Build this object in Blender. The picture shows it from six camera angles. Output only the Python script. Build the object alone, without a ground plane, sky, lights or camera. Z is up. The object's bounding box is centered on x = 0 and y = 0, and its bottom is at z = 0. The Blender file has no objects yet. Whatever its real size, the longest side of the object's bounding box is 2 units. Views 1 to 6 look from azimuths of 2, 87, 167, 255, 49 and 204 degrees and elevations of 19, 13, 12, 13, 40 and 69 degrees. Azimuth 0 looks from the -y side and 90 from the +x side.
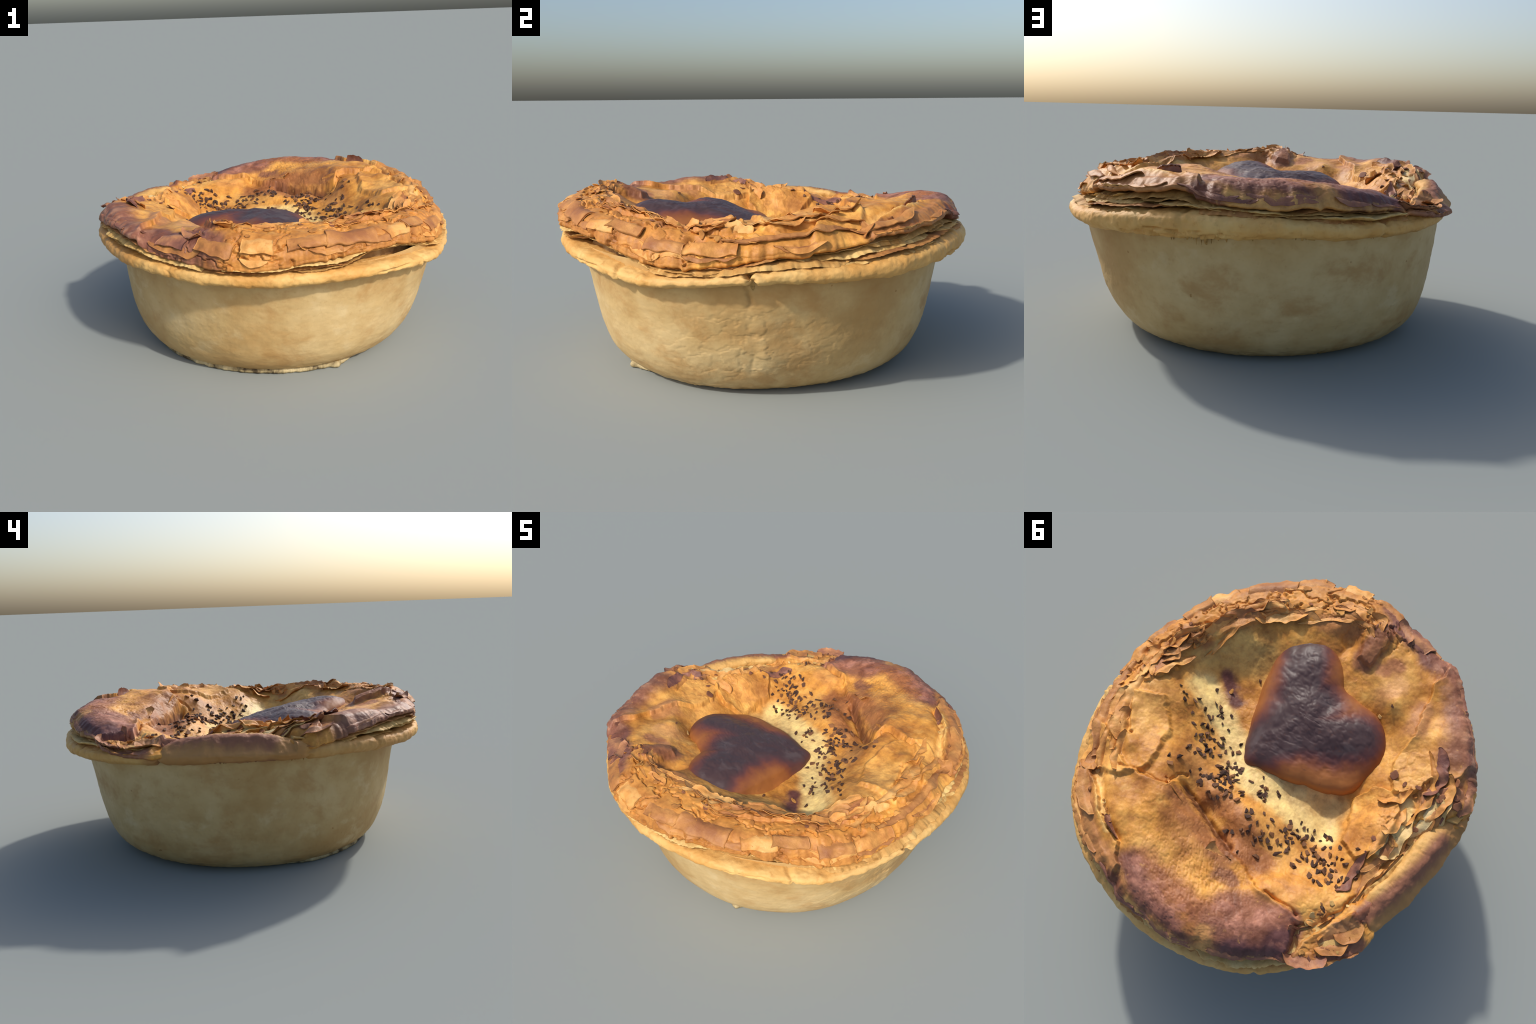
"""A round meat pie: pale moulded case, rolled crust rim, stacked flaky layers,
puffed golden-brown lid with a curled roll, a burnt pastry heart and chopped seeds."""
import bpy, math, random
import numpy as np
from mathutils import Vector, Matrix

RNG = np.random.RandomState(11)
random.seed(11)

# ------------------------------------------------------------------ control data
LID_POINTS = [
 # golden slope (towards +x)
 (0.646,-0.238,0.734),(0.685,-0.120,0.757),(0.531,-0.087,0.706),(0.428,0.248,0.748),(0.414,0.194,0.721),
 (0.673,0.185,0.785),(0.793,-0.016,0.758),(0.705,0.508,0.751),(0.757,0.392,0.725),(0.547,0.042,0.735),
 (0.530,0.201,0.775),(0.775,0.196,0.750),(0.577,0.370,0.800),(0.74,0.10,0.775),(0.681,-0.317,0.73),(0.752,-0.148,0.744),
 # valley floor
 (0.358,-0.263,0.585),(0.251,-0.151,0.583),(0.245,-0.366,0.606),(0.462,-0.222,0.605),(0.354,-0.194,0.585),(0.336,0.002,0.595),
 (0.208,0.124,0.600),(0.041,0.224,0.623),(-0.092,0.235,0.590),(-0.158,0.181,0.560),(-0.358,0.212,0.525),(-0.371,0.360,0.575),(-0.30,0.10,0.515),(-0.25,0.20,0.548),(-0.40,0.11,0.545),(-0.48,0.087,0.649),(-0.25,0.33,0.575),(-0.42,0.02,0.59),
 (-0.480,0.399,0.620),(-0.380,0.528,0.672),(-0.525,0.452,0.655),(-0.41,0.59,0.690),(0.0,0.0,0.585),(0.0,-0.25,0.60),(-0.2,0.0,0.575),(-0.2,-0.3,0.64),
 (-0.379,-0.395,0.655),(-0.386,0.675,0.690),(-0.537,0.414,0.640),
 # seeded mound
 (0.216,0.280,0.669),(0.137,0.256,0.654),(0.095,0.256,0.646),(0.105,0.300,0.660),(0.030,0.282,0.656),(0.043,0.364,0.667),(-0.039,0.363,0.662),
 (-0.010,0.442,0.650),(-0.130,0.491,0.640),(-0.110,0.545,0.655),(-0.209,0.525,0.650),(-0.10,0.40,0.635),
 # gully between mound and roll
 (0.300,0.300,0.635),(0.212,0.380,0.615),(0.085,0.450,0.625),
 # curled roll, rising outwards to its crest
 (0.371,0.387,0.795),(0.466,0.447,0.798),(0.324,0.410,0.765),(0.237,0.448,0.745),(0.256,0.536,0.765),(0.345,0.560,0.784),(0.375,0.635,0.788),
 (0.125,0.540,0.742),(0.010,0.585,0.722),(0.200,0.640,0.762),(0.200,0.723,0.772),(0.017,0.644,0.735),(0.048,0.780,0.782),(-0.120,0.675,0.730),
 (-0.134,0.596,0.689),(-0.168,0.594,0.697),(-0.223,0.566,0.690),(-0.056,0.749,0.755),(-0.165,0.720,0.735),
 (-0.150,0.813,0.762),(-0.233,0.652,0.712),(-0.320,0.678,0.718),(-0.282,0.790,0.735),(0.320,0.799,0.792),(0.677,0.650,0.755),
 (0.463,0.684,0.792),(0.06,0.88,0.790),(0.22,0.87,0.790),(-0.10,0.88,0.772),(0.56,0.66,0.785),(0.63,0.44,0.790),(0.54,0.60,0.790),(0.66,0.57,0.775),(0.75,0.50,0.752),
 # ragged low side (towards -x, +y)
 (-0.528,0.135,0.715),(-0.632,0.153,0.705),(-0.537,0.323,0.680),(-0.703,0.245,0.665),(-0.760,0.066,0.705),(-0.745,-0.051,0.735),
 (-0.827,-0.083,0.745),(-0.742,0.176,0.675),(-0.545,0.662,0.665),(-0.646,0.676,0.640),(-0.470,0.783,0.650),(-0.591,0.549,0.690),
 (-0.692,0.339,0.680),(-0.80,0.20,0.69),(-0.545,-0.108,0.700),
 # dark lobed side (towards -x, -y)
 (-0.416,-0.429,0.732),(-0.441,-0.316,0.640),(-0.599,-0.471,0.742),(-0.451,-0.715,0.763),(-0.580,-0.567,0.766),(-0.331,-0.761,0.785),(-0.397,-0.630,0.754),
 (-0.347,-0.620,0.747),(-0.072,-0.690,0.724),(-0.690,-0.427,0.767),(-0.720,-0.390,0.780),(-0.595,-0.681,0.775),(-0.579,-0.348,0.745),
 (-0.453,-0.500,0.735),(-0.290,-0.485,0.700),(-0.470,-0.220,0.640),(-0.430,-0.086,0.620),(-0.304,-0.685,0.765),(-0.825,-0.141,0.765),
 (-0.184,-0.648,0.770),(-0.717,-0.218,0.760),(-0.77,-0.30,0.785),
 # flaky front crest and the hollow behind it
 (-0.113,-0.760,0.795),(0.065,-0.715,0.778),(-0.05,-0.69,0.768),(0.05,-0.69,0.765),(0.011,-0.833,0.785),(0.152,-0.739,0.785),(0.297,-0.742,0.779),(0.373,-0.678,0.776),
 (0.527,-0.537,0.762),(0.640,-0.400,0.748),(0.408,-0.500,0.745),(0.285,-0.459,0.660),(0.500,-0.310,0.612),(0.581,-0.392,0.712),
 (0.509,-0.382,0.662),(0.749,-0.223,0.740),(0.870,-0.253,0.720),(0.15,-0.82,0.785),(0.42,-0.60,0.768),(0.20,-0.62,0.735),
]
EDGE = [ # azimuth deg, lip radius, lip height of the lid crust
 (26,.930,.70),(36,.955,.705),(50,.950,.72),(58,.943,.735),(66,.960,.70),(74,.962,.69),(83,.968,.68),(90,.972,.695),(96,.948,.68),
 (104,.950,.67),(112,.932,.67),(117,.955,.65),(123,.980,.63),(132,.968,.62),(138,.955,.625),(142,.900,.645),(147,.860,.66),(159,.850,.665),(171,.855,.67),
 (178,.885,.66),(-174,.940,.66),(-168,.934,.685),(-158,.928,.705),(-151,.923,.72),(-142,.934,.73),(-134,.960,.735),(-129,.970,.73),
 (-124,.957,.68),(-117,.943,.675),(-110,.965,.67),(-103,.990,.66),(-91,.995,.66),(-83,.968,.68),(-70,.952,.69),(-58,.930,.69),
 (-49,.922,.685),(-37,.915,.64),(-29,.932,.615),(-20,.932,.615),(-10,.922,.625),(-1,.905,.65),(10,.904,.66),(18,.906,.668)]
RIM = [ # azimuth deg, outer radius, underside height, top height of the rolled rim
 (-165,.940,.590,.665),(-150,.950,.582,.655),(-140,.960,.573,.650),(-127,.970,.572,.645),(-113,.972,.556,.632),(-102,.972,.551,.628),
 (-91,.966,.550,.626),(-76,.958,.549,.624),(-62,.950,.546,.612),(-50,.948,.536,.600),(-40,.952,.516,.578),(-31,.955,.508,.566),
 (-21,.950,.522,.574),(-12,.946,.534,.584),(-5,.946,.542,.593),(-3,.956,.542,.602),(6,.954,.544,.608),(14,.962,.542,.610),(23,.976,.538,.612),(34,.993,.540,.635),
 (42,.998,.546,.648),(51,.998,.546,.660),(62,.992,.550,.668),(71,.995,.556,.664),(84,.998,.564,.646),(97,.996,.552,.630),(104,.995,.556,.630),(112,.980,.560,.630),
 (122,.955,.561,.634),(132,.940,.568,.640),(138,.925,.570,.650),(142,.912,.574,.690),(150,.905,.580,.705),(160,.904,.588,.715),(172,.912,.592,.712),
 (178,.928,.590,.690),(184,.930,.590,.668),
]
WALL = [(3,.0),(18,.012),(32,.020),(48,.024),(75,.018),(90,.021),(108,.022),(122,.022),(138,.020),(155,.004),(168,-.009),(178,-.014),(-167,-.012),(-140,-.012),(-116,-.014),(-95,-.008),(-78,-.006),(-50,.004),(-28,.010),(-12,.004)] # how far the wall bulges, by azimuth
CASE = [ # height, radius of the moulded wall
 (0.0,.630),(0.008,.662),(.04,.711),(.07,.739),(.11,.764),(.16,.785),(.21,.800),(.26,.811),(.31,.820),(.36,.828),(.42,.837),(.48,.847),(.52,.856),(.56,.864),(.61,.87),
]
HEART = [(.157,.056),(.18,-.07),(.205,-.325),(.210,-.47),(.186,-.575),(.107,-.655),(.008,-.665),(-.075,-.607),(-.136,-.518),(-.172,-.445),
 (-.246,-.420),(-.357,-.381),(-.430,-.312),(-.456,-.203),(-.436,-.092),(-.378,.001),(-.276,.047),(-.148,.062),(-.012,.064),(.083,.067)]
# sheets of pastry lying proud of the lid: outline, lift, softness of the torn edge
SHEETS = [
 ([(0.387,0.353),(0.365,0.307),(0.291,0.353),(0.223,0.395),(0.125,0.455),(0,0.519),(-0.078,0.549),(-0.153,0.600),(-0.241,0.629),(-0.323,0.644),
   (-0.388,0.672),(-0.401,0.727),(-0.394,0.815),(-0.402,0.92),(-0.4,1.3),(0.69,1.3),(1.3,0.8),(1.3,0.184),(0.82,0.17),(0.587,0.348),(0.477,0.352)], .024, .008),
 ([(0.833,0.420),(0.766,0.400),(0.691,0.472),(0.618,0.559),(0.541,0.637),(0.468,0.673),(0.417,0.765),(0.46,0.93),(0.9,0.9),(1.1,0.55)], .022, .005),
 ([(-0.400,0.025),(-0.478,-0.043),(-0.582,-0.034),(-0.617,0.050),(-0.615,0.131),(-0.578,0.267),(-0.512,0.324),(-0.421,0.250),(-0.423,0.157)], .024, .004),
 ([(-1.1,-0.30),(-0.849,-0.257),(-0.804,-0.174),(-0.702,-0.134),(-0.658,-0.067),(-0.567,-0.021),(-0.522,-0.101),(-0.525,-0.202),(-0.560,-0.345),
   (-0.565,-0.588),(-0.60,-0.70),(-0.62,-1.0),(-1.1,-1.1)], .020, .004),
 ([(-0.682,-0.068),(-0.812,-0.151),(-0.887,-0.116),(-0.875,-0.050),(-0.787,0.045),(-0.702,0.053)], .014, .004),
 ([(-0.383,0.833),(-0.433,0.760),(-0.506,0.633),(-0.596,0.548),(-0.684,0.630),(-0.70,0.75),(-0.534,1.0),(-0.40,0.99)], .016, .006),
 ([(0.77,0.40),(0.754,0.277),(0.757,0.205),(0.784,0.118),(0.810,0.051),(0.805,-0.017),(0.6,-0.05),(0.5,0.1),(0.5,0.3),(0.6,0.4)], .018, .012),
 ([(.73,-.08),(.79,-.15),(.75,-.27),(.68,-.31),(.62,-.22)], .014, .004),
 ([(.55,-.42),(.60,-.45),(.52,-.56),(.36,-.70),(.25,-.70),(.36,-.58)], .014, .004),
 ([(-.17,-.60),(-.24,-.58),(-.30,-.74),(-.22,-.80),(-.16,-.74)], .016, .008),
]
# torn grooves: path, depth, half width
TEARS = [
 ([(0.718,0.394),(0.619,0.532),(0.524,0.630),(0.471,0.668)], .016, .014),
 ([(0.656,0.359),(0.561,0.346),(0.477,0.352),(0.399,0.353),(0.377,0.283),(0.350,0.251)], .014, .007),
 ([(0.785,-0.008),(0.738,0.040),(0.693,0.143),(0.679,0.181),(0.657,0.186)], .022, .009),
 ([(-0.620,0.406),(-0.688,0.248),(-0.778,0.086),(-0.879,-0.039)], .034, .012),
 ([(-0.623,0.317),(-0.689,0.184),(-0.770,0.064),(-0.822,0.007)], .024, .009),
 ([(-0.57,0.50),(-0.66,0.37),(-0.74,0.20),(-0.82,0.05)], .028, .012),
 ([(-0.388,0.697),(-0.400,0.800),(-0.391,0.95)], .045, .014),
 ([(-0.399,0.691),(-0.474,0.646),(-0.538,0.559),(-0.575,0.491)], .028, .011),
 ([(-0.084,-0.615),(-0.110,-0.656),(-0.128,-0.713),(-0.123,-0.776)], .010, .020),
 ([(-.02,.92),(-.015,.97),(-.01,1.02)], .016, .010),
 ([(.345,.30),(.275,.338),(.205,.378),(.12,.438),(.03,.488)], .032, .015),
 ([(-.20,.615),(-.27,.632),(-.36,.652)], .020, .009),
 ([(.88,-.33),(.82,-.31),(.80,-.29),(.815,-.25)], .030, .012),
]
RIDGES = [
 ([(-0.610,0.560),(-0.699,0.395),(-0.779,0.235),(-0.851,0.095)], .026, .036),
 ([(-0.209,-0.616),(-0.245,-0.728),(-0.273,-0.761)], .022, .05),
 ([(-0.535,-0.313),(-0.554,-0.401),(-0.589,-0.474)], .022, .05),
 ([(-.33,-.69),(-.42,-.60),(-.44,-.52)], .010, .05),
 ([(0.63,0.24),(0.70,0.17),(0.735,0.07)], .020, .035),
]

# ------------------------------------------------------------------ noise helpers
_perm = np.random.RandomState(5).permutation(256)
_perm = np.concatenate([_perm, _perm, _perm])
_g = np.random.RandomState(6).normal(size=(256, 3)); _g /= np.linalg.norm(_g, axis=1)[:, None]

def gnoise(p):
    """gradient noise, roughly -1..1, p of shape (n,3)"""
    i = np.floor(p).astype(np.int64); f = p - i; i &= 255
    u = f*f*f*(f*(f*6-15)+10)
    out = 0
    for dx in (0, 1):
        wx = u[:, 0] if dx else 1-u[:, 0]
        for dy in (0, 1):
            wy = u[:, 1] if dy else 1-u[:, 1]
            for dz in (0, 1):
                wz = u[:, 2] if dz else 1-u[:, 2]
                h = _perm[_perm[_perm[(i[:, 0]+dx) & 255]+((i[:, 1]+dy) & 255)]+((i[:, 2]+dz) & 255)]
                g = _g[h]
                d = g[:, 0]*(f[:, 0]-dx)+g[:, 1]*(f[:, 1]-dy)+g[:, 2]*(f[:, 2]-dz)
                out = out + wx*wy*wz*d
    return out*1.6

def fbm(p, scale, octaves=3, gain=.5, off=0.0):
    a, s, o = 1.0, 1.0/scale, 0
    for k in range(octaves):
        o = o + a*gnoise(p*s+off+17.3*k); a *= gain; s *= 2.03
    return o

def cells(p, seed=0, jitter=.85):
    """2-D jittered cells: distance to the border and a random number per cell"""
    rs = np.random.RandomState(seed); tab = rs.rand(4096, 3)
    i = np.floor(p).astype(np.int64)
    f1 = np.full(len(p), 9.0); f2 = np.full(len(p), 9.0); rid = np.zeros(len(p))
    for dx in (-1, 0, 1):
        for dy in (-1, 0, 1):
            c = i + (dx, dy)
            t = tab[(c[:, 0]*73 + c[:, 1]*1031 + seed*7) & 4095]
            d = np.hypot(c[:, 0]+.5+(t[:, 0]-.5)*jitter-p[:, 0], c[:, 1]+.5+(t[:, 1]-.5)*jitter-p[:, 1])
            nf = d < f1
            f2 = np.where(nf, f1, np.minimum(f2, d)); rid = np.where(nf, t[:, 2], rid); f1 = np.where(nf, d, f1)
    return f2-f1, rid

def smooth(a, b, x):
    t = np.clip((x-a)/(b-a), 0, 1); return t*t*(3-2*t)

def around(table, col, deg):
    """value of a table column at azimuths (deg), periodic, lightly smoothed"""
    t = np.array(sorted(((r[0]+360) % 360, r[col]) for r in table))
    x = np.concatenate([t[:, 0]-360, t[:, 0], t[:, 0]+360]); y = np.tile(t[:, 1], 3)
    deg = np.asarray(deg) % 360
    return sum(w*np.interp(deg+o, x, y) for o, w in ((-3, .15), (-1.5, .2), (0, .3), (1.5, .2), (3, .15)))

def path_dist(x, y, path):
    d = np.full(x.shape, 9.0)
    for (ax, ay), (bx, by) in zip(path[:-1], path[1:]):
        ex, ey = bx-ax, by-ay
        h = np.clip(((x-ax)*ex+(y-ay)*ey)/(ex*ex+ey*ey), 0, 1)
        d = np.minimum(d, np.hypot(x-ax-h*ex, y-ay-h*ey))
    return d

def poly_sd(x, y, poly):
    """signed distance to a closed outline, negative inside"""
    d = path_dist(x, y, list(poly)+[poly[0]])
    ins = np.zeros(x.shape, bool); n = len(poly)
    for k in range(n):
        (ax, ay), (bx, by) = poly[k], poly[(k+1) % n]
        if ay != by:
            ins ^= ((ay > y) != (by > y)) & (x < (bx-ax)*(y-ay)/(by-ay)+ax)
    return np.where(ins, -d, d)

# ------------------------------------------------------------------ lid height
_P = np.array(LID_POINTS)
def _fit():
    D2 = ((_P[:, None, :2]-_P[None, :, :2])**2).sum(2); n = len(_P)
    A = np.zeros((n+3, n+3)); A[:n, :n] = np.sqrt(D2+.0016)-.004*np.eye(n); A[:n, n] = 1; A[:n, n+1:] = _P[:, :2]; A[n:, :n] = A[:n, n:].T
    return np.linalg.solve(A, np.r_[_P[:, 2], 0, 0, 0])


def lid_soft(x, y):
    x = np.asarray(x, float); y = np.asarray(y, float); sh = x.shape; x = x.ravel(); y = y.ravel()
    r = np.hypot(x, y); k = np.minimum(1, .88/np.maximum(r, 1e-6)); x = x*k; y = y*k
    out = np.empty(len(x))
    for s in range(0, len(x), 40000):
        a, b = x[s:s+40000], y[s:s+40000]
        K = np.sqrt((a[:, None]-_P[:, 0])**2+(b[:, None]-_P[:, 1])**2+.0016)
        out[s:s+40000] = K@_W[:-3]+_W[-3]+_W[-2]*a+_W[-1]*b
    return out.reshape(sh)

def lid_height(x, y):
    """dome of the lid falling round its outer edge to the lip; returns height and edge factor 0..1"""
    th = np.degrees(np.arctan2(y, x)); R = around(EDGE, 1, th); zl = around(EDGE, 2, th)
    u = np.clip((np.hypot(x, y)/R-.78)/.22, 0, 1)
    h = lid_soft(x, y)
    return zl+(h-zl)*np.sqrt(np.clip(1-u**2.3, 0, 1)), u

def _lift_free():
    for k in range(len(_P)):
        x = np.array([_P[k, 0]]); y = np.array([_P[k, 1]])
        for poly, lift, soft in SHEETS:
            if poly_sd(x, y, poly)[0] < 0: _P[k, 2] -= lift
        for path, h, w in RIDGES:
            _P[k, 2] -= h*math.exp(-(path_dist(x, y, path)[0]/w)**2)
_lift_free(); _W = _fit()

def torn_relief(x, y, th, u):
    """sheet steps, tears, ridges and broken plates, metres"""
    q = np.stack([x, y, 0*x], 1)
    rag = .012*fbm(q, .07, 2)+.0045*fbm(q, .022, 2, off=9)
    z = np.zeros(len(x))
    def near(path, m):
        p = np.array(path); lo, hi = p.min(0)-m, p.max(0)+m
        return np.nonzero((x > lo[0]) & (x < hi[0]) & (y > lo[1]) & (y < hi[1]))[0]
    for k, (poly, lift, soft) in enumerate(SHEETS):
        i = near(poly, .06); sd = poly_sd(x[i], y[i], poly)+rag[i]*(1+.3*math.sin(k*2.1))
        z[i] += lift*(1-smooth(-soft, soft, sd))*(1+.35*np.exp(-(sd/.025)**2))
    vary = 1+.3*fbm(q, .05, 2, off=3)
    for path, dep, w in TEARS:
        i = near(path, .08); d = path_dist(x[i]+rag[i]*.8, y[i]-rag[i]*.8, path)
        z[i] -= dep*np.exp(-(d/w)**2)*vary[i]
    for path, h, w in RIDGES:
        i = near(path, .16); z[i] += h*np.exp(-(path_dist(x[i], y[i], path)/w)**2)
    return z

# ------------------------------------------------------------------ mesh helpers
def mesh_obj(name, verts, faces, mat, parent=None, smooth_angle=None):
    me = bpy.data.meshes.new(name)
    verts = np.asarray(verts, np.float32); faces = np.asarray(faces, np.int32)
    if faces.ndim == 2:
        n, k = faces.shape
        me.vertices.add(len(verts)); me.vertices.foreach_set('co', verts.ravel())
        me.loops.add(n*k); me.loops.foreach_set('vertex_index', faces.ravel())
        me.polygons.add(n); me.polygons.foreach_set('loop_start', np.arange(0, n*k, k, dtype=np.int32))
        me.polygons.foreach_set('use_smooth', np.ones(n, bool))
        me.update(calc_edges=True); me.validate()
    if mat: me.materials.append(mat)
    ob = bpy.data.objects.new(name, me); bpy.context.scene.collection.objects.link(ob)
    if parent: ob.parent = parent
    return ob

def grid_faces(rows, cols, wrap_cols=True, wrap_rows=False):
    """quads of a rows x cols vertex grid (row-major)"""
    r = np.arange(rows if wrap_rows else rows-1); c = np.arange(cols if wrap_cols else cols-1)
    a, b = np.meshgrid(r, c, indexing='ij'); a2 = (a+1) % rows; b2 = (b+1) % cols
    return np.stack([a*cols+b, a*cols+b2, a2*cols+b2, a2*cols+b], -1).reshape(-1, 4)

def grid_normals(G, wrap_rows=False):
    du = np.roll(G, -1, 1)-np.roll(G, 1, 1)
    if wrap_rows: dv = np.roll(G, -1, 0)-np.roll(G, 1, 0)
    else: dv = np.gradient(G, axis=0)
    n = np.cross(du, dv); n /= np.maximum(np.linalg.norm(n, axis=2, keepdims=True), 1e-9)
    return n

# ------------------------------------------------------------------ materials
class Nodes:
    def __init__(self, name):
        self.mat = bpy.data.materials.new(name); self.mat.use_nodes = True
        self.t = self.mat.node_tree; self.bsdf = self.t.nodes['Principled BSDF']
        tc = self.t.nodes.new('ShaderNodeTexCoord'); self.obj = tc.outputs['Object']
    def link(self, a, b): self.t.links.new(a, b)
    def put(self, sock, v):
        if isinstance(v, (int, float, tuple, list)): sock.default_value = v
        else: self.link(v, sock)
    def noise(self, scale, detail=4, rough=.55, vec=None, dist=0.0, out='Fac'):
        n = self.t.nodes.new('ShaderNodeTexNoise'); n.inputs['Scale'].default_value = scale; n.inputs['Detail'].default_value = detail
        n.inputs['Roughness'].default_value = rough; n.inputs['Distortion'].default_value = dist
        self.link(vec or self.obj, n.inputs['Vector']); return n.outputs[out]
    def vm(self, op, a, b=None, scale=None):
        n = self.t.nodes.new('ShaderNodeVectorMath'); n.operation = op; self.put(n.inputs[0], a)
        if b is not None: self.put(n.inputs[1], b)
        if scale is not None: self.put(n.inputs['Scale'], scale)
        return n.outputs['Value'] if op in ('DOT_PRODUCT', 'LENGTH', 'DISTANCE') else n.outputs['Vector']
    def m(self, op, a, b=None, clamp=False):
        n = self.t.nodes.new('ShaderNodeMath'); n.operation = op; n.use_clamp = clamp; self.put(n.inputs[0], a)
        if b is not None: self.put(n.inputs[1], b)
        return n.outputs[0]
    def rng(self, v, a, b, lo=0.0, hi=1.0, kind='SMOOTHSTEP'):
        n = self.t.nodes.new('ShaderNodeMapRange'); n.interpolation_type = kind
        self.put(n.inputs['Value'], v); n.inputs['From Min'].default_value = a; n.inputs['From Max'].default_value = b
        n.inputs['To Min'].default_value = lo; n.inputs['To Max'].default_value = hi; return n.outputs['Result']
    def mix(self, f, a, b, kind='MIX'):
        n = self.t.nodes.new('ShaderNodeMix'); n.data_type = 'RGBA'; n.blend_type = kind
        self.put(n.inputs[0], f); c = lambda v: v if not isinstance(v, tuple) else (*v, 1.0)
        self.put(n.inputs[6], c(a)); self.put(n.inputs[7], c(b)); return n.outputs[2]
    def ramp(self, f, stops):
        n = self.t.nodes.new('ShaderNodeValToRGB'); cr = n.color_ramp
        while len(cr.elements) < len(stops): cr.elements.new(.5)
        for e, (p, c) in zip(cr.elements, stops): e.position = p; e.color = (*c, 1)
        self.link(f, n.inputs[0]); return n.outputs['Color']
    def flat(self, wob=.05, scale=9.0, base=None):
        """object position with the height dropped and the outline made ragged by noise"""
        n = self.noise(scale, 5, .6, out='Color')
        d = self.vm('SCALE', self.vm('SUBTRACT', n, (.5, .5, .5)), scale=wob*2)
        return self.vm('MULTIPLY', self.vm('ADD', self.obj, d), (1, 1, 0))
    def stroke(self, pos, path):
        """distance from pos to a drawn path on the lid plan"""
        best = None
        for (ax, ay), (bx, by) in zip(path[:-1], path[1:]):
            ba = (bx-ax, by-ay, 0); l2 = ba[0]**2+ba[1]**2
            pa = self.vm('SUBTRACT', pos, (ax, ay, 0))
            h = self.m('MULTIPLY', self.vm('DOT_PRODUCT', pa, ba), 1/l2, clamp=True)
            n = self.t.nodes.new('ShaderNodeVectorMath'); n.operation = 'SCALE'; n.inputs[0].default_value = ba; self.link(h, n.inputs['Scale'])
            d = self.vm('LENGTH', self.vm('SUBTRACT', pa, n.outputs['Vector']))
            best = d if best is None else self.m('MINIMUM', best, d)
        return best
    def finish(self, col, rough=.6, bumps=(), spec=.35, coat=0.0):
        self.put(self.bsdf.inputs['Base Color'], col); self.put(self.bsdf.inputs['Roughness'], rough)
        self.bsdf.inputs['Specular IOR Level'].default_value = spec
        if not isinstance(coat, float) or coat > 0:
            self.put(self.bsdf.inputs['Coat Weight'], coat); self.bsdf.inputs['Coat Roughness'].default_value = .35
        prev = None
        for h, strength, dist in bumps:
            b = self.t.nodes.new('ShaderNodeBump'); b.inputs['Strength'].default_value = strength; b.inputs['Distance'].default_value = dist
            self.link(h, b.inputs['Height'])
            if prev is not None: self.link(prev, b.inputs['Normal'])
            prev = b.outputs['Normal']
        if prev is not None: self.link(prev, self.bsdf.inputs['Normal'])
        return self.mat

GOLD = (.62, .272, .050); LIGHT = (.76, .415, .110); BROWN = (.38, .145, .040); CREAM = (.82, .59, .23)
PURPLE = (.170, .066, .050); REDBROWN = (.30, .105, .048); DULL = (.60, .36, .105); UMBER = (.27, .10, .040)

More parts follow.
